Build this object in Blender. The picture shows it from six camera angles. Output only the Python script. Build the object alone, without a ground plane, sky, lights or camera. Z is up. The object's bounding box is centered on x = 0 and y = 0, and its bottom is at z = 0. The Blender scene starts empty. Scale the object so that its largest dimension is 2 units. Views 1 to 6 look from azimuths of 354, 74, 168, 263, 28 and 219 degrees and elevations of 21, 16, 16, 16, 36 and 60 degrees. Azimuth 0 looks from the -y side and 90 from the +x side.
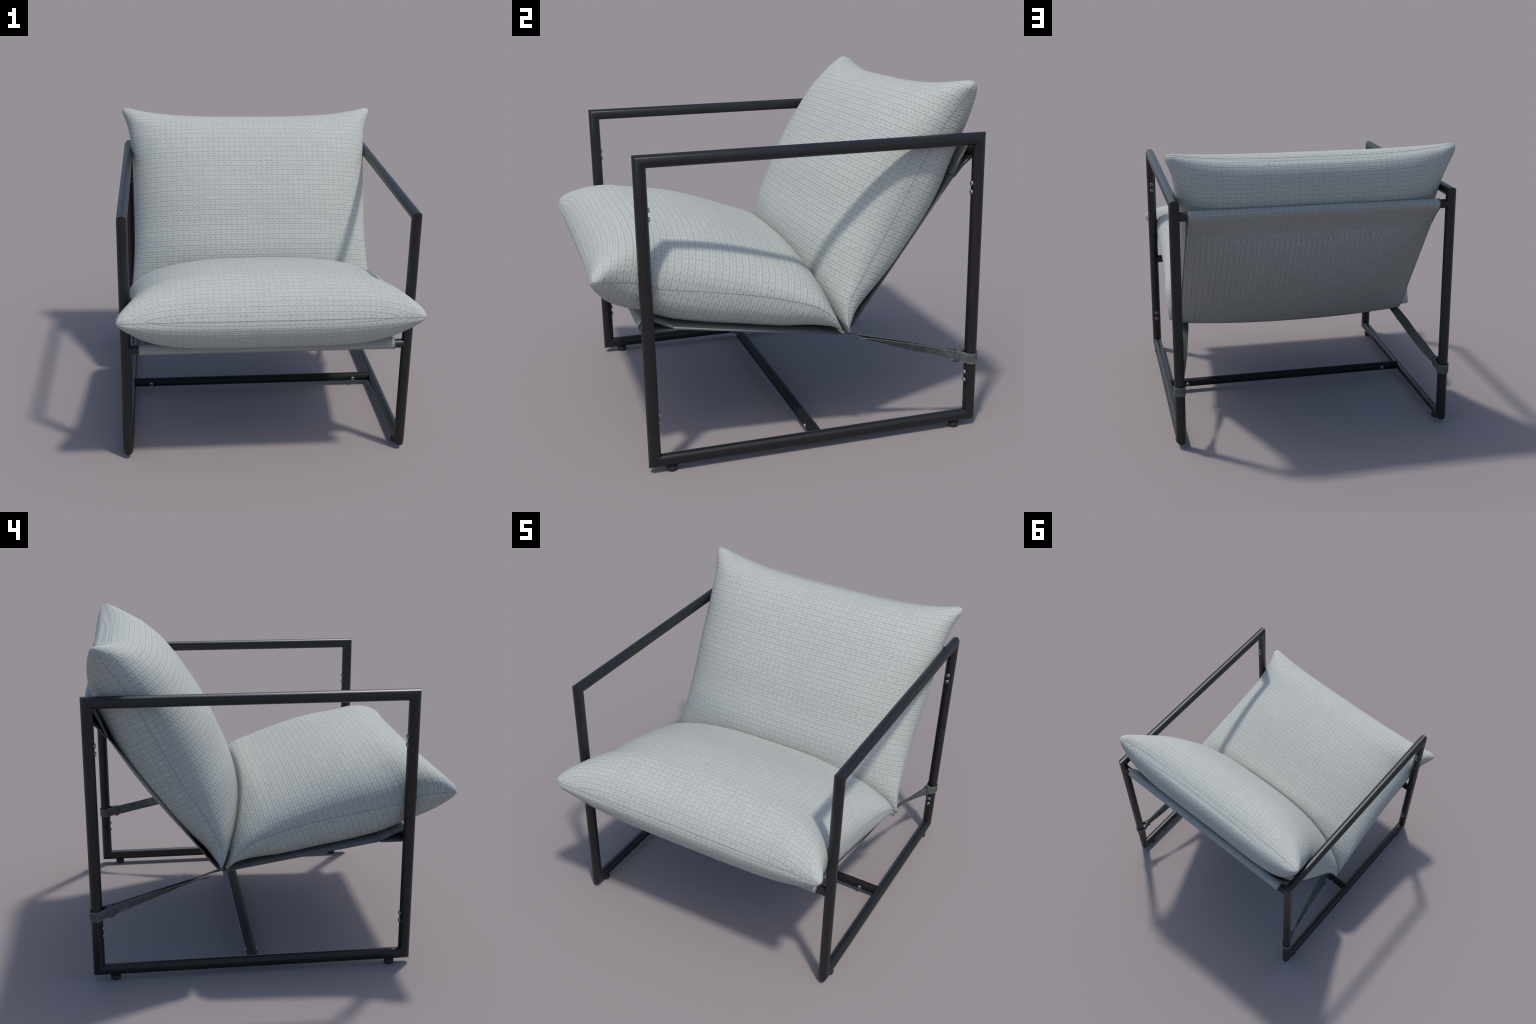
"""Lounge armchair: black tube frame, fabric sling, two plump knit cushions, two leg straps."""
import math
import random

import bpy
import numpy as np
from mathutils import Matrix, Vector

random.seed(7)
np.random.seed(7)

# ------------------------------------------------------------------ sizes (metres)
FRAME_X = 0.855                      # centre plane of each side frame
LEG_FRONT, LEG_REAR = -0.747, 0.960  # y of the leg centre lines
RAIL_TOP, RAIL_LOW = 1.550, 0.0565   # z of the arm rail and the floor rail
TUBE_R = 0.0315
JOINT_TOP, JOINT_LOW = 1.387, 0.221  # where the legs are sleeved together
ROD_R = 0.0278
FRONT_ROD = (-0.747, 0.733)          # (y, z)
REAR_ROD = (0.960, 1.478)
BAR_Y = 0.107
SLEEVE_R = 0.0335
SLING_HALF = 0.775


# ------------------------------------------------------------------ small helpers
def spline(points, n):
    """Catmull-Rom curve through the points, resampled to n points of equal arc length."""
    p = np.array(points, float)
    d = np.r_[0, np.cumsum(np.linalg.norm(np.diff(p, axis=0), axis=1) ** 0.7)]
    m = np.empty_like(p)
    m[1:-1] = (p[2:] - p[:-2]) / (d[2:] - d[:-2])[:, None]
    m[0] = (p[1] - p[0]) / (d[1] - d[0])
    m[-1] = (p[-1] - p[-2]) / (d[-1] - d[-2])
    s = np.linspace(0, d[-1], 900)
    i = np.clip(np.searchsorted(d, s, side="right") - 1, 0, len(p) - 2)
    h = (d[i + 1] - d[i])[:, None]
    t = ((s - d[i])[:, None]) / h
    c = ((2 * t**3 - 3 * t**2 + 1) * p[i] + (t**3 - 2 * t**2 + t) * h * m[i]
         + (-2 * t**3 + 3 * t**2) * p[i + 1] + (t**3 - t**2) * h * m[i + 1])
    a = np.r_[0, np.cumsum(np.linalg.norm(np.diff(c, axis=0), axis=1))]
    q = np.linspace(0, a[-1], n)
    return np.stack([np.interp(q, a, c[:, k]) for k in range(c.shape[1])], 1)


def mesh_object(name, verts, faces, material, parent=None, smooth=True, angle=None, matrix=None):
    me = bpy.data.meshes.new(name)
    me.from_pydata([tuple(map(float, v)) for v in verts], [], [tuple(int(i) for i in f) for f in faces])
    me.validate()
    me.update()
    me.materials.append(material)
    if smooth:
        me.shade_smooth()
        if angle is not None:
            me.set_sharp_from_angle(angle=math.radians(angle))
    ob = bpy.data.objects.new(name, me)
    bpy.context.scene.collection.objects.link(ob)
    if parent is not None:
        ob.parent = parent
    if matrix is not None:
        ob.matrix_local = matrix
    return ob


def copy_of(ob, parent=None, matrix=None):
    new = ob.copy()
    bpy.context.scene.collection.objects.link(new)
    new.parent = parent if parent is not None else ob.parent
    if matrix is not None:
        new.matrix_local = matrix
    return new


def ring_faces(n_rings, n, closed_rings=False):
    f = []
    for a in range(n_rings if closed_rings else n_rings - 1):
        b = (a + 1) % n_rings
        for k in range(n):
            l = (k + 1) % n
            f.append((a * n + k, a * n + l, b * n + l, b * n + k))
    return f


def sweep(path, radius, n=24, caps=True, closed=False):
    """Round tube with mitred corners along a 3D polyline."""
    P = [Vector(p) for p in path]
    verts, count = [], len(P)
    ref = None
    for i, p in enumerate(P):
        a = P[(i - 1) % count] if (i > 0 or closed) else None
        b = P[(i + 1) % count] if (i < count - 1 or closed) else None
        t0 = (p - a).normalized() if a is not None else (b - p).normalized()
        t1 = (b - p).normalized() if b is not None else t0
        t = (t0 + t1).normalized()
        if ref is None:
            ref = t0.cross(Vector((1, 0, 0)) if abs(t0.x) < 0.9 else Vector((0, 1, 0))).normalized()
        u = (ref - t0 * ref.dot(t0)).normalized()
        v = t0.cross(u)
        k = t.dot(t0)
        for s in range(n):
            w = 2 * math.pi * s / n
            o = (u * math.cos(w) + v * math.sin(w)) * radius
            o = o - t0 * (o.dot(t) / max(k, 0.2))      # slide along the tube on to the mitre plane
            verts.append(p + o)
        ref = t0.rotation_difference(t1) @ u
    faces = ring_faces(count, n, closed)
    if caps and not closed:
        faces.append(tuple(range(n))[::-1])
        faces.append(tuple((count - 1) * n + k for k in range(n)))
    return verts, faces


def lathe(profile, n=28):
    """Solid of revolution about z from (radius, z) pairs; first and last radius may be 0."""
    verts = [(r * math.cos(2 * math.pi * k / n), r * math.sin(2 * math.pi * k / n), z) for r, z in profile for k in range(n)]
    faces = ring_faces(len(profile), n)
    faces.append(tuple(range(n))[::-1])
    faces.append(tuple((len(profile) - 1) * n + k for k in range(n)))
    return verts, faces


# ------------------------------------------------------------------ materials
class Nodes:
    def __init__(self, name):
        self.mat = bpy.data.materials.new(name)
        self.mat.use_nodes = True
        self.t = self.mat.node_tree
        self.bsdf = self.t.nodes["Principled BSDF"]

    def new(self, kind, **inputs):
        n = self.t.nodes.new(kind)
        for k, v in inputs.items():
            self.put(n, k, v)
        return n

    def put(self, n, k, v):
        s = n.inputs[k]
        if isinstance(v, bpy.types.NodeSocket):
            self.t.links.new(v, s)
        else:
            s.default_value = v

    def math(self, op, a, b=0.0, c=0.0, clamp=False):
        n = self.t.nodes.new("ShaderNodeMath")
        n.operation, n.use_clamp = op, clamp
        for i, v in enumerate((a, b, c)):
            if isinstance(v, bpy.types.NodeSocket):
                self.t.links.new(v, n.inputs[i])
            else:
                n.inputs[i].default_value = v
        return n.outputs[0]

    def smooth(self, v, lo, hi, out_lo=0.0, out_hi=1.0):
        n = self.t.nodes.new("ShaderNodeMapRange")
        n.interpolation_type = "SMOOTHSTEP"
        self.t.links.new(v, n.inputs["Value"])
        for k, x in (("From Min", lo), ("From Max", hi), ("To Min", out_lo), ("To Max", out_hi)):
            n.inputs[k].default_value = x
        return n.outputs["Result"]

    def mix(self, f, a, b):
        n = self.t.nodes.new("ShaderNodeMix")
        n.data_type = "RGBA"
        for i, v in ((0, f), (6, a), (7, b)):
            if isinstance(v, bpy.types.NodeSocket):
                self.t.links.new(v, n.inputs[i])
            else:
                n.inputs[i].default_value = v if i == 0 else (*v, 1)
        return n.outputs[2]

    def xyz(self):
        tc = self.t.nodes.new("ShaderNodeTexCoord")
        s = self.t.nodes.new("ShaderNodeSeparateXYZ")
        self.t.links.new(tc.outputs["Object"], s.inputs[0])
        return tc.outputs["Object"], s.outputs[0], s.outputs[1], s.outputs[2]

    def vec(self, x, y, z=0.0):
        n = self.t.nodes.new("ShaderNodeCombineXYZ")
        for i, v in enumerate((x, y, z)):
            if isinstance(v, bpy.types.NodeSocket):
                self.t.links.new(v, n.inputs[i])
            else:
                n.inputs[i].default_value = v
        return n.outputs[0]

    def noise(self, vector, scale, detail=2.0, rough=0.5):
        n = self.new("ShaderNodeTexNoise", Vector=vector, Scale=scale, Detail=detail, Roughness=rough)
        return n.outputs[0]


YARN, YARN_GAP = (0.432, 0.452, 0.424), (0.275, 0.289, 0.269)  # yarn lowered below its sunlit tone to average in the cushions' shade
WALE, STITCH = 0.0342, 0.0362


def knit_material(name, layout, yarn=YARN, gap=YARN_GAP):
    """Stocking-stitch knit: columns (wales) of V stitches; the layout gives (across, along) in metres."""
    m = Nodes(name)
    pos, x, y, z = m.xyz()
    across, along = layout(m, x, y, z)
    # irregular hand: the yarn wanders a little
    wander = m.math("MULTIPLY", m.math("SUBTRACT", m.noise(pos, 24.0, 1.0), 0.5), 0.010)
    across = m.math("ADD", across, m.math("MULTIPLY", wander, 0.35))
    p = m.math("DIVIDE", across, WALE)
    column = m.math("FLOOR", p)
    f = m.math("SUBTRACT", m.math("SUBTRACT", p, column), 0.5)
    half = m.math("ABSOLUTE", f)
    white = m.t.nodes.new("ShaderNodeTexWhiteNoise")
    white.noise_dimensions = "1D"
    m.t.links.new(m.math("ADD", column, 0.37), white.inputs["W"])
    shift = white.outputs["Value"]
    along = m.math("ADD", along, wander)
    q = m.math("ADD", m.math("DIVIDE", along, STITCH), m.math("MULTIPLY", shift, 0.14))
    uneven = m.noise(m.vec(m.math("MULTIPLY", column, 3.1), m.math("MULTIPLY", q, 0.9)), 1.0, 1.0)
    q = m.math("ADD", q, m.math("MULTIPLY", m.math("SUBTRACT", uneven, 0.5), 0.40))
    # V shape: boundaries run forward in the middle of the column, rounded at the tip
    bend = m.math("SQRT", m.math("ADD", m.math("MULTIPLY", half, half), 0.006))
    q = m.math("ADD", q, m.math("MULTIPLY", bend, 1.05))
    row = m.math("FLOOR", q)
    g = m.math("SUBTRACT", q, row)
    per = m.t.nodes.new("ShaderNodeTexWhiteNoise")
    per.noise_dimensions = "2D"
    m.t.links.new(m.vec(column, row), per.inputs["Vector"])
    rnd = per.outputs["Value"]
    # each half of the V is an oval leaf; the yarn gap shows between the ovals
    gg = m.math("SUBTRACT", g, 0.5)
    hh = m.math("SUBTRACT", m.math("MULTIPLY", half, 2.0), 0.5)
    oval = m.math("ADD", m.math("POWER", m.math("ABSOLUTE", m.math("MULTIPLY", hh, 1.96)), 2.6), m.math("POWER", m.math("ABSOLUTE", m.math("MULTIPLY", gg, 1.9)), 2.6))
    line = m.smooth(oval, 0.38, 1.35)
    fused = m.math("MULTIPLY", m.smooth(half, 0.02, 0.16, 1.0, 0.0), m.smooth(rnd, 0.35, 0.75, 0.75, 0.0))
    line = m.math("MULTIPLY", line, m.math("SUBTRACT", 1.0, fused))
    line = m.math("MAXIMUM", line, m.smooth(m.math("SUBTRACT", 0.5, half), 0.0, 0.14, 0.80, 0.0))
    fibre = m.noise(pos, 420.0, 3.0, 0.6)
    tone = m.mix(m.math("MULTIPLY", rnd, 0.22), yarn, tuple(c * 0.88 for c in yarn))
    tone = m.mix(m.math("MULTIPLY", m.smooth(fibre, 0.35, 0.75), 0.16), tone, tuple(c * 0.86 for c in yarn))
    big = m.noise(pos, 3.0, 2.0)
    tone = m.mix(m.math("MULTIPLY", m.smooth(big, 0.35, 0.7), 0.10), tone, tuple(c * 0.9 for c in yarn))
    m.put(m.bsdf, "Base Color", m.mix(m.math("MULTIPLY", line, 0.74), tone, gap))
    m.put(m.bsdf, "Roughness", 0.9)
    m.put(m.bsdf, "Specular IOR Level", 0.15)
    # height of the stitches
    h = m.math("SUBTRACT", 1.0, m.smooth(oval, 0.0, 1.7))
    h = m.math("SUBTRACT", h, m.math("MULTIPLY", line, 0.3))
    h = m.math("ADD", h, m.math("MULTIPLY", fibre, 0.12))
    b = m.new("ShaderNodeBump", Strength=0.30, Distance=0.0035, Height=h)
    m.put(m.bsdf, "Normal", b.outputs[0])
    return m.mat


def cushion_layout(half_width, half_length, crown, up=1.0):
    """Across = along the cushion's length, along = sideways; both follow the surface round the edges."""
    def layout(m, x, y, z):
        z = m.math("MULTIPLY", z, up)
        def dome(v, half):      # the crown's height at the cushion's middle, across v
            r = m.math("MINIMUM", m.math("DIVIDE", m.math("ABSOLUTE", v), half), 0.995)
            return m.math("MULTIPLY", m.math("POWER", m.math("SUBTRACT", 1.0, m.math("POWER", r, 3.5)), 0.42), crown)
        def wrapped(v, half, other, other_half):
            drop = m.math("MAXIMUM", m.math("SUBTRACT", dome(other, other_half), m.math("MAXIMUM", z, 0.0)), 0.0)
            drop = m.math("ADD", drop, m.math("MINIMUM", z, 0.0))      # below the seam it runs back in
            w = m.smooth(m.math("ABSOLUTE", v), half * 0.62, half * 0.98)
            extra = m.math("MULTIPLY", m.math("MULTIPLY", drop, w), 0.72)
            return m.math("ADD", v, m.math("MULTIPLY", m.math("SIGN", v), extra))
        return wrapped(y, half_length, x, half_width), wrapped(x, half_width, y, half_length)
    return layout


def sling_layout(m, x, y, z):
    d = m.math("SUBTRACT", y, 0.28)
    k = m.math("ADD", 1.01, m.math("MULTIPLY", m.math("GREATER_THAN", d, 0.0), 0.68))
    return x, m.math("MULTIPLY", d, k)


def sleeve_layout(m, x, y, z):
    return m.math("MULTIPLY", m.math("ADD", z, m.math("MULTIPLY", y, 0.7)), 1.4), x


SLING_YARN, SLING_GAP = (0.33, 0.343, 0.328), (0.20, 0.209, 0.199)


def frame_material(name="black_powder_coat", rough=(0.36, 0.42), specular=0.5):
    m = Nodes(name)
    pos, x, y, z = m.xyz()
    n = m.noise(pos, 260.0, 3.0, 0.6)
    big = m.noise(pos, 5.0, 3.0)
    c = m.mix(m.smooth(big, 0.3, 0.75), (0.0065, 0.0067, 0.0071), (0.0085, 0.0087, 0.0092))
    m.put(m.bsdf, "Base Color", c)
    m.put(m.bsdf, "Roughness", m.smooth(n, 0.2, 0.8, *rough))
    m.put(m.bsdf, "Specular IOR Level", specular)
    b = m.new("ShaderNodeBump", Strength=0.02, Distance=0.001, Height=n)
    m.put(m.bsdf, "Normal", b.outputs[0])
    return m.mat


def plain_material(name, colour, rough=0.6, metal=0.0, spec=0.5, grain=200.0, amount=0.12):
    m = Nodes(name)
    pos, x, y, z = m.xyz()
    n = m.noise(pos, grain, 3.0, 0.6)
    m.put(m.bsdf, "Base Color", m.mix(m.smooth(n, 0.3, 0.7), tuple(c * (1 - amount) for c in colour), tuple(c * (1 + amount) for c in colour)))
    m.put(m.bsdf, "Roughness", rough)
    m.put(m.bsdf, "Metallic", metal)
    m.put(m.bsdf, "Specular IOR Level", spec)
    b = m.new("ShaderNodeBump", Strength=0.15, Distance=0.001, Height=n)
    m.put(m.bsdf, "Normal", b.outputs[0])
    return m.mat


def strap_material():
    m = Nodes("grey_leather_strap")
    pos, x, y, z = m.xyz()
    n = m.noise(pos, 38.0, 4.0, 0.6)
    fine = m.noise(pos, 300.0, 3.0, 0.6)
    c = m.mix(m.smooth(n, 0.35, 0.68), (0.060, 0.065, 0.062), (0.100, 0.106, 0.100))
    c = m.mix(m.math("MULTIPLY", m.smooth(fine, 0.4, 0.7), 0.25), c, (0.07, 0.076, 0.073))
    m.put(m.bsdf, "Base Color", c)
    m.put(m.bsdf, "Roughness", 0.62)
    b = m.new("ShaderNodeBump", Strength=0.3, Distance=0.002, Height=m.math("ADD", n, m.math("MULTIPLY", fine, 0.3)))
    m.put(m.bsdf, "Normal", b.outputs[0])
    return m.mat


BLACK = frame_material()
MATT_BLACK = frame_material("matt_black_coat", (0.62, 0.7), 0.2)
RUBBER = plain_material("black_rubber", (0.014, 0.014, 0.015), 0.6)
STEEL = plain_material("zinc_screw", (0.30, 0.31, 0.32), 0.35, 0.85, 0.5, 400.0)
RECESS = plain_material("dark_screw_recess", (0.03, 0.03, 0.032), 0.6)
STRAP = strap_material()
SEAM_LINE = plain_material("dark_seam_line", (0.26, 0.272, 0.258), 0.9, 0.0, 0.2, 500.0)
STITCHING = plain_material("pale_stitching", (0.42, 0.44, 0.44), 0.8, 0.0, 0.2, 500.0)
DARK_STITCHING = plain_material("dark_stitching", (0.055, 0.06, 0.06), 0.8, 0.0, 0.2, 500.0)
SEAT_KNIT = knit_material("knit_seat", cushion_layout(0.84, 0.65, 0.22, -1.0))
BACK_KNIT = knit_material("knit_back", cushion_layout(0.84, 0.69, 0.22))
SLING_KNIT = knit_material("knit_sling", sling_layout, SLING_YARN, SLING_GAP)
SLEEVE_KNIT = knit_material("knit_sleeve", sleeve_layout, SLING_YARN, SLING_GAP)
EDGING = plain_material("sling_edging", (0.11, 0.118, 0.113), 0.85, 0.0, 0.2, 300.0)  # binding tinted darker for the occlusion shadow along the sling's edges

# ------------------------------------------------------------------ the chair
chair = bpy.data.objects.new("armchair", None)
chair.empty_display_size = 0.3
bpy.context.scene.collection.objects.link(chair)
chair["label"] = "black tube frame lounge armchair with pale grey knit cushions"
chair["category"] = "armchair"


# --- frame: arm rail, legs and floor rail on each side
def u_path(x, z_rail, z_end):
    """U bend from the front leg joint over the rail to the rear leg joint."""
    return [(x, LEG_FRONT, z_end), (x, LEG_FRONT, z_rail), (x, LEG_REAR, z_rail), (x, LEG_REAR, z_end)]


GAP = 0.0012
bolt_verts, bolt_faces = lathe([(0.0128, -0.004), (0.0128, 0.0015), (0.0118, 0.0045), (0.0092, 0.0068), (0.0066, 0.0076), (0.0058, 0.0066), (0.0050, 0.0042), (0.0010, 0.0038)], 20)
bolt_master = None


def add_bolt(parent, place, facing):
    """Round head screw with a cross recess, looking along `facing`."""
    global bolt_master
    rot = Vector(facing).to_track_quat("Z", "Y").to_matrix().to_4x4()
    mat = Matrix.Translation(place) @ rot
    if bolt_master is None:
        bolt_master = mesh_object("bolt", bolt_verts, bolt_faces, STEEL, parent, angle=40, matrix=mat)
        me = bolt_master.data
        me.materials.append(RECESS)
        for p in me.polygons:
            c = p.center
            if math.hypot(c.x, c.y) < 0.0060 and c.z > 0:
                p.material_index = 1
        return bolt_master
    return copy_of(bolt_master, parent, mat)


foot_verts, foot_faces = lathe([(0.0250, 0.0), (0.0270, 0.002), (0.0275, 0.006), (0.0275, 0.019), (0.0262, 0.0215), (0.019, 0.022), (0.019, 0.034)], 28)
foot_master = None
for side in (1, -1):
    x = side * FRAME_X
    v, f = sweep(u_path(x, RAIL_TOP, JOINT_TOP + GAP), TUBE_R)
    mesh_object("armrest", v, f, BLACK, chair, angle=38)
    v, f = sweep(u_path(x, RAIL_LOW, JOINT_LOW - GAP), TUBE_R)
    rail = mesh_object("base_rail", v, f, BLACK, chair, angle=38)
    for y in (-0.664, 0.873):
        place = Matrix.Translation((x, y, 0))
        if foot_master is None:
            foot_master = mesh_object("foot", foot_verts, foot_faces, RUBBER, rail, angle=35, matrix=place)
        else:
            copy_of(foot_master, rail, place)
    for y, look in ((LEG_FRONT, 1), (LEG_REAR, -1)):
        v, f = sweep([(x, y, JOINT_LOW + GAP), (x, y, JOINT_TOP - GAP)], TUBE_R)
        leg = mesh_object("leg", v, f, BLACK, chair, angle=38)
        v, f = sweep([(x, y, JOINT_LOW - 0.01), (x, y, JOINT_LOW + 0.01)], TUBE_R - 0.003)
        for z in (JOINT_LOW, JOINT_TOP):      # the sleeve seen in each joint gap
            v, f = sweep([(x, y, z - 0.01), (x, y, z + 0.01)], TUBE_R - 0.0015)
            mesh_object("joint_sleeve", v, f, RUBBER, leg, angle=38)
        for z in (1.324, 1.279, 0.302, 0.257):
            add_bolt(leg, (x, y + look * (TUBE_R - 0.0005), z), (0, look, 0))

# --- cross members
reach = FRAME_X - 0.012
for (y, z), name in ((FRONT_ROD, "support_rod"), (REAR_ROD, "support_rod")):
    v, f = sweep([(-reach, y, z), (reach, y, z)], ROD_R)
    mesh_object(name, v, f, BLACK, chair, angle=38)
v, f = sweep([(-reach, BAR_Y, RAIL_LOW), (reach, BAR_Y, RAIL_LOW)], 0.0292)
bar = mesh_object("crossbar", v, f, MATT_BLACK, chair, angle=38)
for sx in (1, -1):
    v, f = sweep([(sx * 0.802, BAR_Y, RAIL_LOW), (sx * 0.84, BAR_Y, RAIL_LOW)], 0.0272)
    mesh_object("bar_socket", v, f, MATT_BLACK, bar, angle=38)
    for look in (1, -1):
        add_bolt(bar, (sx * 0.717, BAR_Y + look * 0.0285, RAIL_LOW - 0.002), (0, look, 0))


# --- the line of the sling in the (y, z) plane, and how far it hangs
REAR_HEM, FRONT_HEM = (0.866, 1.350), (-0.612, 0.706)
CREASE = [(0.345, 0.643), (0.312, 0.601), (0.292, 0.580), (0.265, 0.570), (0.230, 0.573), (0.190, 0.579)]
HEM_BELLY = 0.022      # the rear hem line bows back a little too


def belly(p):
    """How far the loaded sling hangs out between the hem and the crease."""
    if p[0] > 0.27:
        w = min((p[0] - 0.27) / (REAR_HEM[0] - 0.27), 1)
        return HEM_BELLY * w + 0.014 * (1 - w) + 0.072 * max(math.sin(math.pi * w), 0) ** 0.55, 2.2 + 1.4 * w
    w = min((0.27 - p[0]) / (0.27 - FRONT_HEM[0]), 1)
    return 0.014 * max(1 - 4 * w, 0) + 0.012 * max(math.sin(math.pi * w), 0), 3.0


def rest_on_sling(grid, upper, lower, normal):
    """Hold a cushion's underside on the sling: nothing may hang out past the loaded cloth."""
    out = (grid[..., 1] - upper[0]) * normal[0] + (grid[..., 2] - upper[1]) * normal[1]
    span = np.array(lower) - np.array(upper)
    part = ((grid[..., 1] - upper[0]) * span[0] + (grid[..., 2] - upper[1]) * span[1]) / (span @ span)
    limit = np.full(out.shape, 1.0)
    for i, j in np.ndindex(*out.shape):
        if -0.02 < part[i, j] < 1.02:
            p = np.array(upper) + span * min(max(part[i, j], 0), 1)
            depth, power = belly(p)
            limit[i, j] = depth * max(1 - abs(grid[i, j, 0] / SLING_HALF) ** power, 0) - 0.006
    push = np.minimum(limit - out, 0)
    grid[..., 1] += push * normal[0]
    grid[..., 2] += push * normal[1]


# --- cushions
def cushion(name, front, back, side, width, origin, axis_angle, material, crown, under, faces_back):
    """Pillow between two centre-line profiles and a side seam, all in the (y, z) plane.

    front/back: profiles at x = 0 from one end seam to the other; side: the seam at the edge;
    width: half width along the length; crown, under: (power, flatness) of the section across at the crease, near it and at the free end."""
    nt, nu = 100, 116
    axis = np.array([math.cos(axis_angle), math.sin(axis_angle)])
    spacing = (1 - np.cos(np.linspace(0, math.pi, nt))) / 2          # dense at the end seams

    def profile(points):
        """Profile resampled by its share of the way along the cushion."""
        c = spline(points, 700)
        along = np.maximum.accumulate(c @ axis) + np.linspace(0, 1e-6, 700)
        along = (along - along[0]) / (along[-1] - along[0])
        return np.stack([np.interp(spacing, along, c[:, k]) for k in (0, 1)], 1)

    F, B, E = profile(front), profile(back), profile(side)
    T = spacing
    W = spline([(i / (len(width) - 1), w) for i, w in enumerate(width)], 400)
    W = np.interp(T, W[:, 0], W[:, 1])
    th = np.linspace(-math.pi / 2, math.pi / 2, nu)
    u = np.sin(th)
    M = (F + B) / 2
    rows = []
    au = np.abs(u)
    for sheet, shape in ((F, crown), (B, under)):
        # the section across changes from the crease end to the free end
        power = np.interp(T, [0, 0.3, 0.65, 1], [p for p, _ in shape])
        flat = np.interp(T, [0, 0.3, 0.65, 1], [q for _, q in shape])
        ears = np.interp(T, [0, 0.5, 1], [2.2, 2.4, 3.4])
        grid = np.empty((nt, nu, 3))
        for j in range(nu):
            dome = (np.maximum(1 - au[j] ** power, 0) ** flat)[:, None]
            edge = (1 - au[j] ** ears)[:, None]
            grid[:, j, 0] = u[j] * W
            grid[:, j, 1:] = E + (M - E) * edge + (sheet - M) * dome
        # where the two cushions press together they share a flat contact face
        plane = 0.262 - 0.40 * (grid[..., 2] - 0.60)
        lower = grid[..., 2] < 1.0
        squeezed = np.minimum(grid[..., 1], plane - 0.001) if faces_back else np.maximum(grid[..., 1], plane + 0.001)
        grid[..., 1] = np.where(lower & (T < 0.45)[:, None] & (np.full(grid.shape[:2], sheet is F)), squeezed, grid[..., 1])
        # round the corners off in plan: the square corner is mapped on to a quarter disc
        length = np.linalg.norm(np.diff(E, axis=0), axis=1).sum()
        near = (W[:, None] * (1 - au)[None, :], np.minimum(T, 1 - T)[:, None] * length)
        r = np.where(T < 0.5, 0.025, 0.075)[:, None]
        p, q = (np.clip(1 - d / r, 0, 1) * np.ones(grid.shape[:2]) for d in near)
        grid[..., 0] -= np.sign(u)[None, :] * r * p * (1 - np.sqrt(1 - q * q / 2))
        back_off = np.sign(2 * T - 1)[:, None] * r * q * (1 - np.sqrt(1 - p * p / 2))
        grid[..., 1:] -= back_off[..., None] * axis
        if sheet is B:
            if faces_back:
                rest_on_sling(grid, FRONT_HEM, (0.262, 0.568), (-0.156, -0.988))
            else:
                rest_on_sling(grid, REAR_HEM, (0.300, 0.582), (0.807, -0.591))
        rows.append(grid)
    top, low = rows
    low[0], low[-1] = top[0], top[-1]
    low[:, 0], low[:, -1] = top[:, 0], top[:, -1]
    # local frame: y along the cushion, z out of its front face
    frame = Matrix.Translation((0, *origin)) @ Matrix.Rotation(axis_angle, 4, "X")
    inv = np.array(frame.inverted())
    index, verts = {}, []

    def vid(s, i, j):
        if s == 1 and (i in (0, nt - 1) or j in (0, nu - 1)):
            s = 0
        if (s, i, j) not in index:
            index[s, i, j] = len(verts)
            p = rows[s][i, j]
            verts.append(inv[:3, :3] @ p + inv[:3, 3])
        return index[s, i, j]

    faces = []
    for s in (0, 1):
        for i in range(nt - 1):
            for j in range(nu - 1):
                q = [vid(s, i, j), vid(s, i, j + 1), vid(s, i + 1, j + 1), vid(s, i + 1, j)]
                faces.append(q if s == 0 else q[::-1])
    ob = mesh_object(name, verts, faces, material, chair, matrix=frame)
    # make the winding point outwards
    import bmesh
    bm = bmesh.new()
    bm.from_mesh(ob.data)
    bmesh.ops.recalc_face_normals(bm, faces=bm.faces)
    bm.to_mesh(ob.data)
    bm.free()
    # seam: a thin darker line all round the edge, built as a narrow tube
    loop = ([top[0, j] for j in range(nu - 1)] + [top[i, nu - 1] for i in range(nt - 1)]
            + [top[nt - 1, j] for j in range(nu - 1, 0, -1)] + [top[i, 0] for i in range(nt - 1, 0, -1)])
    loop = [inv[:3, :3] @ p + inv[:3, 3] for p in loop]
    v, f = sweep(loop, 0.0014, 8, closed=True)
    mesh_object("seam", v, f, SEAM_LINE, ob)
    return ob


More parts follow.
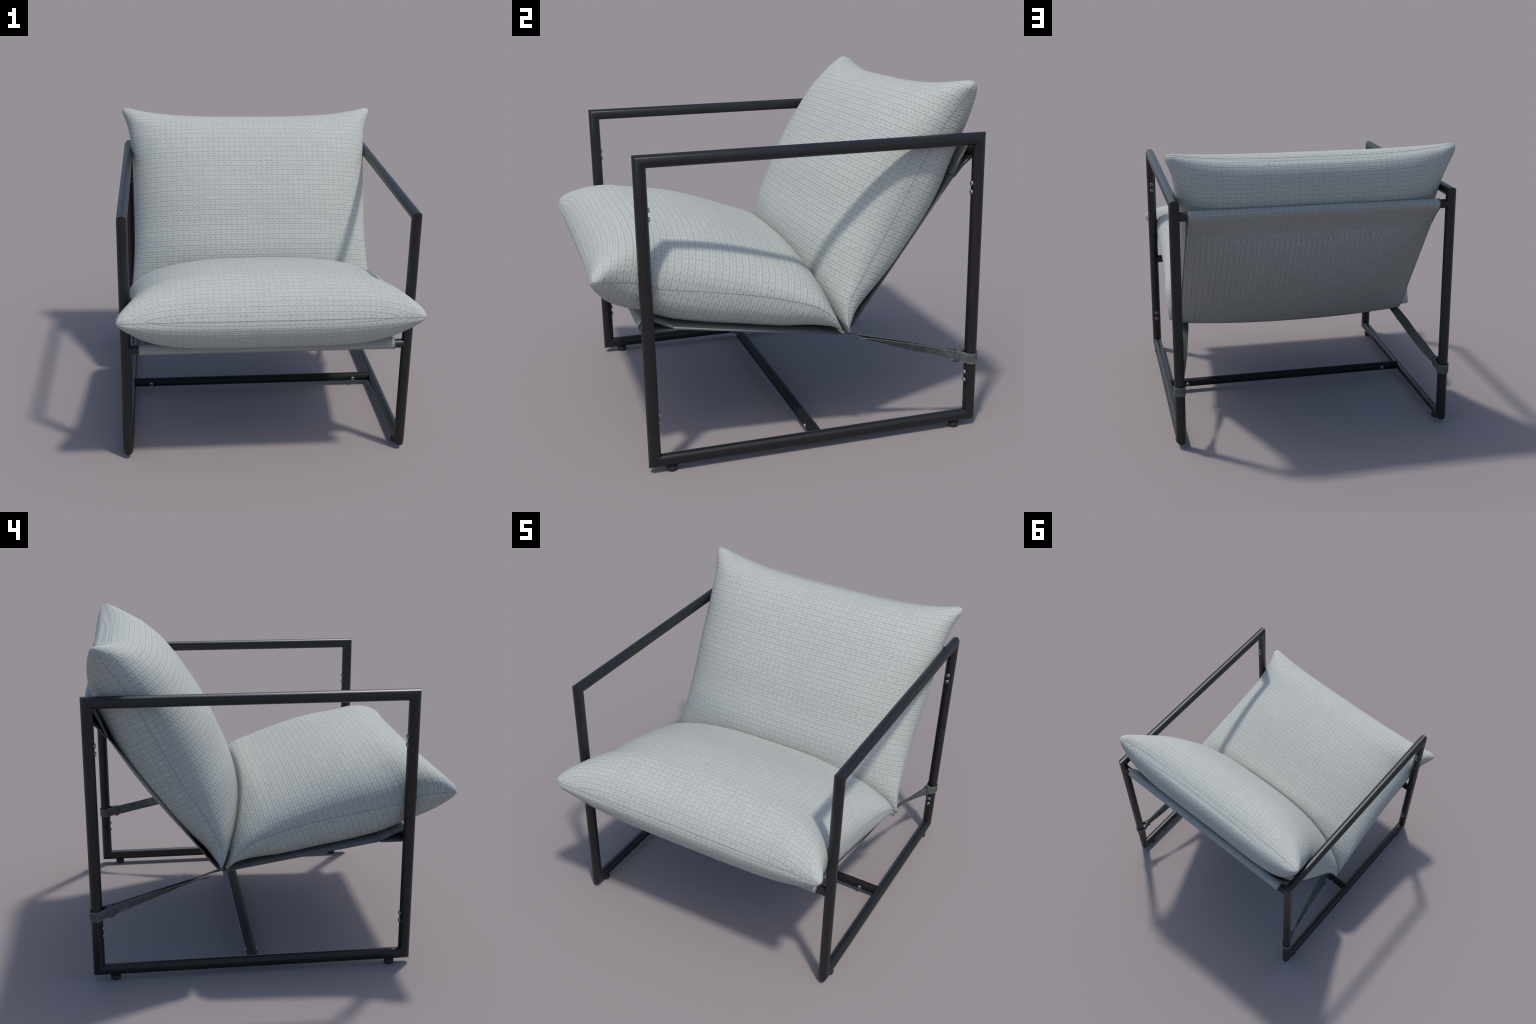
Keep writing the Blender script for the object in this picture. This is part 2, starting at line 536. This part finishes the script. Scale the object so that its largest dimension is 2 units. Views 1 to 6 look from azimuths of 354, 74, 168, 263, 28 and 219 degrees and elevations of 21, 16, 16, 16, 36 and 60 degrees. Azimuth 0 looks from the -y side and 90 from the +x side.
seat = cushion(
    "seat_cushion",
    front=[(0.262, 0.590), (0.250, 0.680), (0.225, 0.800), (0.180, 0.900), (0.100, 0.982), (0.000, 1.020), (-0.150, 1.077), (-0.300, 1.129),
           (-0.450, 1.163), (-0.600, 1.182), (-0.720, 1.184), (-0.820, 1.160), (-0.900, 1.112), (-0.950, 1.048), (-0.968, 1.005)],
    back=[(0.262, 0.590), (0.150, 0.580), (0.000, 0.594), (-0.200, 0.624), (-0.400, 0.660), (-0.600, 0.713), (-0.740, 0.766), (-0.815, 0.768),
          (-0.900, 0.806), (-0.956, 0.880), (-0.978, 0.955), (-0.968, 1.005)],
    side=[(0.253, 0.602), (0.200, 0.680), (0.120, 0.750), (-0.020, 0.800), (-0.200, 0.845), (-0.460, 0.893), (-0.600, 0.915), (-0.690, 0.935),
          (-0.790, 0.975), (-0.900, 1.002), (-1.008, 1.024)],
    width=[0.842, 0.850, 0.838, 0.828, 0.822, 0.820, 0.824, 0.846, 0.915],
    origin=(-0.37, 0.82), axis_angle=math.radians(180 - 18.2), material=SEAT_KNIT, crown=((2.2, 0.58), (2.9, 0.48), (3.6, 0.42), (4.0, 0.40)), under=((3.6, 0.40), (6.0, 0.34), (5.4, 0.36), (3.2, 0.46)), faces_back=True)

back = cushion(
    "backrest_cushion",
    front=[(0.272, 0.588), (0.185, 0.680), (0.135, 0.800), (0.128, 0.900), (0.158, 1.045), (0.213, 1.176), (0.292, 1.348), (0.392, 1.507),
           (0.500, 1.653), (0.610, 1.752), (0.720, 1.792), (0.800, 1.795), (0.850, 1.782)],
    back=[(0.272, 0.588), (0.345, 0.642), (0.560, 0.850), (0.748, 1.085), (0.854, 1.315), (0.922, 1.455), (0.954, 1.570), (0.956, 1.680),
          (0.918, 1.755), (0.850, 1.782)],
    side=[(0.282, 0.598), (0.274, 0.650), (0.288, 0.755), (0.360, 0.885), (0.455, 1.040), (0.550, 1.210), (0.690, 1.475), (0.782, 1.632),
          (0.840, 1.715), (0.916, 1.848)],
    width=[0.848, 0.828, 0.816, 0.813, 0.816, 0.820, 0.827, 0.849, 0.908],
    origin=(0.60, 1.22), axis_angle=math.radians(63.2), material=BACK_KNIT, crown=((2.3, 0.54), (3.1, 0.44), (3.3, 0.42), (3.0, 0.44)), under=((3.6, 0.42), (5.5, 0.34), (6.0, 0.32), (3.4, 0.42)), faces_back=False)


# --- sling: a ribbon in profile, hemmed round both rods
def arc(centre, r, a0, a1, n):
    return [(centre[0] + r * math.cos(a), centre[1] + r * math.sin(a)) for a in np.linspace(math.radians(a0), math.radians(a1), n)]


def thick_ribbon(path, half, thickness, rows=2, sag=None):
    """Extrude a (y, z) profile sideways and give it thickness; returns verts, faces."""
    p = np.array(path, float)
    t = np.gradient(p, axis=0)
    t /= np.linalg.norm(t, axis=1)[:, None]
    nrm = np.stack([-t[:, 1], t[:, 0]], 1)
    xs = np.linspace(-half, half, rows)
    verts, faces, n = [], [], len(p)
    for s in (0.5, -0.5):
        for x in xs:
            for k in range(n):
                q = p[k] + nrm[k] * thickness * s
                if sag is not None:
                    q = q + nrm[k] * sag[k][0] * (1 - abs(x / half) ** sag[k][1])
                verts.append((x, q[0], q[1]))
    def vid(s, r, k):
        return (s * rows + r) * n + k
    for r in range(rows - 1):
        for k in range(n - 1):
            faces.append((vid(0, r, k), vid(0, r, k + 1), vid(0, r + 1, k + 1), vid(0, r + 1, k)))
            faces.append((vid(1, r, k), vid(1, r + 1, k), vid(1, r + 1, k + 1), vid(1, r, k + 1)))
    for k in range(n - 1):
        faces.append((vid(0, 0, k), vid(1, 0, k), vid(1, 0, k + 1), vid(0, 0, k + 1)))
        faces.append((vid(0, rows - 1, k), vid(0, rows - 1, k + 1), vid(1, rows - 1, k + 1), vid(1, rows - 1, k)))
    for k in (0, n - 1):
        for r in range(rows - 1):
            q = (vid(0, r, k), vid(0, r + 1, k), vid(1, r + 1, k), vid(1, r, k))
            faces.append(q if k == 0 else q[::-1])
    return verts, faces


body = [REAR_HEM] + [tuple(np.array(REAR_HEM) * (1 - s) + np.array(CREASE[0]) * s) for s in np.linspace(0.1, 0.95, 14)] + CREASE
body += [tuple(np.array(CREASE[-1]) * (1 - s) + np.array(FRONT_HEM) * s) for s in np.linspace(0.1, 1.0, 14)]
v, f = thick_ribbon(body, SLING_HALF, 0.0065, 40, [belly(p) for p in body])
sling = mesh_object("sling", v, f, SLING_KNIT, chair, angle=50)
SL = 0.0022   # layer half gap at the hem line
hem_t = 0.0045
rr = SLEEVE_R - hem_t / 2
rear_loop = ([(0.866, 1.357), (0.880, 1.380), (0.905, 1.438)] + arc(REAR_ROD, rr, 172, -42, 22) + [(0.915, 1.400), (0.868, 1.345)])
front_loop = ([(-0.612, 0.712), (-0.650, 0.728), (-0.690, 0.748)] + arc(FRONT_ROD, rr, 68, 268, 22) + [(-0.700, 0.7005), (-0.612, 0.701)])
edge_pieces = []
for loop in (rear_loop, front_loop):
    bow = {0: -1.0, 1: -0.7, 2: -0.1, len(loop) - 2: 0.45, len(loop) - 1: 1.0} if loop is rear_loop else {}
    v, f = thick_ribbon(loop, SLING_HALF + 0.001, hem_t, 40, [(HEM_BELLY * bow.get(k, 0.0), 3.6) for k in range(len(loop))])
    sleeve = mesh_object("hem_sleeve", v, f, SLEEVE_KNIT, sling, angle=60)
    for sx in (1, -1):
        # bound edge of the sleeve opening
        v, f = sweep([(sx * (SLING_HALF + 0.001), a, b) for a, b in loop], 0.0042, 8)
        mesh_object("bound_edge", v, f, EDGING, sleeve)
# bound side edges of the sling
for sx in (1, -1):
    v, f = sweep([(sx * SLING_HALF, a, b) for a, b in body], 0.0042, 8)
    mesh_object("edge_binding", v, f, EDGING, sling)


def stitches(name, path, pitch, length, radius, material, parent):
    """A row of short threads along a 3D polyline, joined into one part."""
    P = np.array(path, float)
    a = np.r_[0, np.cumsum(np.linalg.norm(np.diff(P, axis=0), axis=1))]
    at = lambda s: np.array([np.interp(s, a, P[:, k]) for k in range(3)])
    verts, faces = [], []
    for s in np.arange(pitch * 0.5, a[-1] - length, pitch):
        v, f = sweep([at(s), at(s + length)], radius, 6)
        o = len(verts)
        verts += v
        faces += [tuple(i + o for i in q) for q in f]
    ob = mesh_object(name, verts, faces, material, parent)
    ob["kind"] = "stuff"
    return ob


hem_line = np.array(REAR_HEM) + np.array([0.807, -0.591]) * 0.0052 + np.array([-0.59, -0.807]) * 0.004
outward = np.array([0.807, -0.591])
bowed = [(x, *(hem_line + outward * HEM_BELLY * (1 - abs(x / SLING_HALF) ** 3.6))) for x in np.linspace(-SLING_HALF + 0.01, SLING_HALF - 0.01, 60)]
stitches("hem_stitching", bowed, 0.0125, 0.008, 0.0016, DARK_STITCHING, sling)
stitches("hem_stitching", [(-SLING_HALF + 0.01, FRONT_HEM[0], FRONT_HEM[1] - 0.006), (SLING_HALF - 0.01, FRONT_HEM[0], FRONT_HEM[1] - 0.006)], 0.0125, 0.008, 0.0016, DARK_STITCHING, sling)


# --- straps: from the crease of the sling round the rear legs
def ribbon3(path, across, width, thickness):
    """Flat band along a 3D path; `across` gives the width direction at each point."""
    P = np.array(path, float)
    A = np.array(across, float)
    t = np.gradient(P, axis=0)
    t /= np.linalg.norm(t, axis=1)[:, None]
    A = A - t * (A * t).sum(1)[:, None]
    A /= np.linalg.norm(A, axis=1)[:, None]
    N = np.cross(t, A)
    verts, n = [], len(P)
    w, h = width / 2, thickness / 2
    section = [(-w, -h * 0.4), (-w * 0.96, -h), (w * 0.96, -h), (w, -h * 0.4), (w, h * 0.4), (w * 0.96, h), (-w * 0.96, h), (-w, h * 0.4)]
    for i in range(n):
        for a, b in section:
            verts.append(P[i] + A[i] * a + N[i] * b)
    faces = ring_faces(n, 8)
    faces.append(tuple(range(8))[::-1])
    faces.append(tuple((n - 1) * 8 + k for k in range(8)))
    return verts, faces, P, A, N


def strap(side):
    s = side
    cx, cy, cz = s * FRAME_X, LEG_REAR, 0.383
    R = TUBE_R + 0.0045
    # inner layer: sling -> leg, then round the leg, then the outer layer back to a free end
    inner = spline([(s * 0.742, 0.255, 0.569), (s * 0.750, 0.330, 0.554), (s * 0.760, 0.400, 0.535), (s * 0.780, 0.560, 0.490),
                    (s * 0.806, 0.740, 0.437), (s * 0.829, 0.872, 0.402), (s * 0.826, 0.905, 0.394)], 44)
    ring = [(cx - s * R * math.cos(a), cy + R * math.sin(a), cz) for a in np.linspace(math.radians(-25), math.radians(205), 26)]
    outer = spline([(s * 0.862, 0.905, 0.392), (s * 0.842, 0.872, 0.396), (s * 0.816, 0.740, 0.434), (s * 0.786, 0.560, 0.481),
                    (s * 0.772, 0.430, 0.518), (s * 0.768, 0.395, 0.524), (s * 0.766, 0.368, 0.524), (s * 0.765, 0.348, 0.529)], 44)
    path = np.vstack([inner, ring, outer])
    # the width turns from lying flat (sideways) at the sling to upright at the leg
    turn = np.radians(13 + 77 * np.clip((path[:, 1] - 0.30) / 0.58, 0, 1) ** 1.1)
    across = np.stack([s * np.cos(turn), np.zeros(len(path)), np.sin(turn)], 1)
    v, f, P, A, N = ribbon3(path, across, 0.058, 0.0045)
    ob = mesh_object("strap", v, f, STRAP, chair, angle=45)
    # keeper loop round both layers
    k0 = int(np.argmin(np.abs(inner[:, 1] - 0.886)))
    centre = np.array([s * 0.838, 0.886, 0.396])
    along = inner[k0] - inner[k0 - 6]
    along /= np.linalg.norm(along)
    up = np.array([0, 0, 1.0]) - along * along[2]
    up /= np.linalg.norm(up)
    out = np.cross(along, up)
    loop = []
    hw, hd = 0.0345, 0.0165
    for a in np.linspace(0, 2 * math.pi, 33)[:-1]:
        ca, sa = math.cos(a), math.sin(a)
        e = 0.45
        loop.append(centre + up * hw * math.copysign(abs(ca) ** e, ca) + out * hd * math.copysign(abs(sa) ** e, sa))
    loop.append(loop[0])
    v, f, _, _, _ = ribbon3(loop, [along] * len(loop), 0.026, 0.0055)
    mesh_object("keeper_loop", v, f, STRAP, ob, angle=45)
    # stitching lines near both edges of the strap
    n0 = len(inner)
    for sign in (1, -1):
        for face in (1, -1):
            line = [P[i] + A[i] * sign * 0.0235 + N[i] * face * 0.0023 for i in range(n0 - 2, len(P) - 2)]
            stitches("strap_stitching", line, 0.0135, 0.007, 0.0008, STITCHING, ob)
    # small rivet where the strap is sewn to the sling
    return ob


for side in (1, -1):
    strap(side)
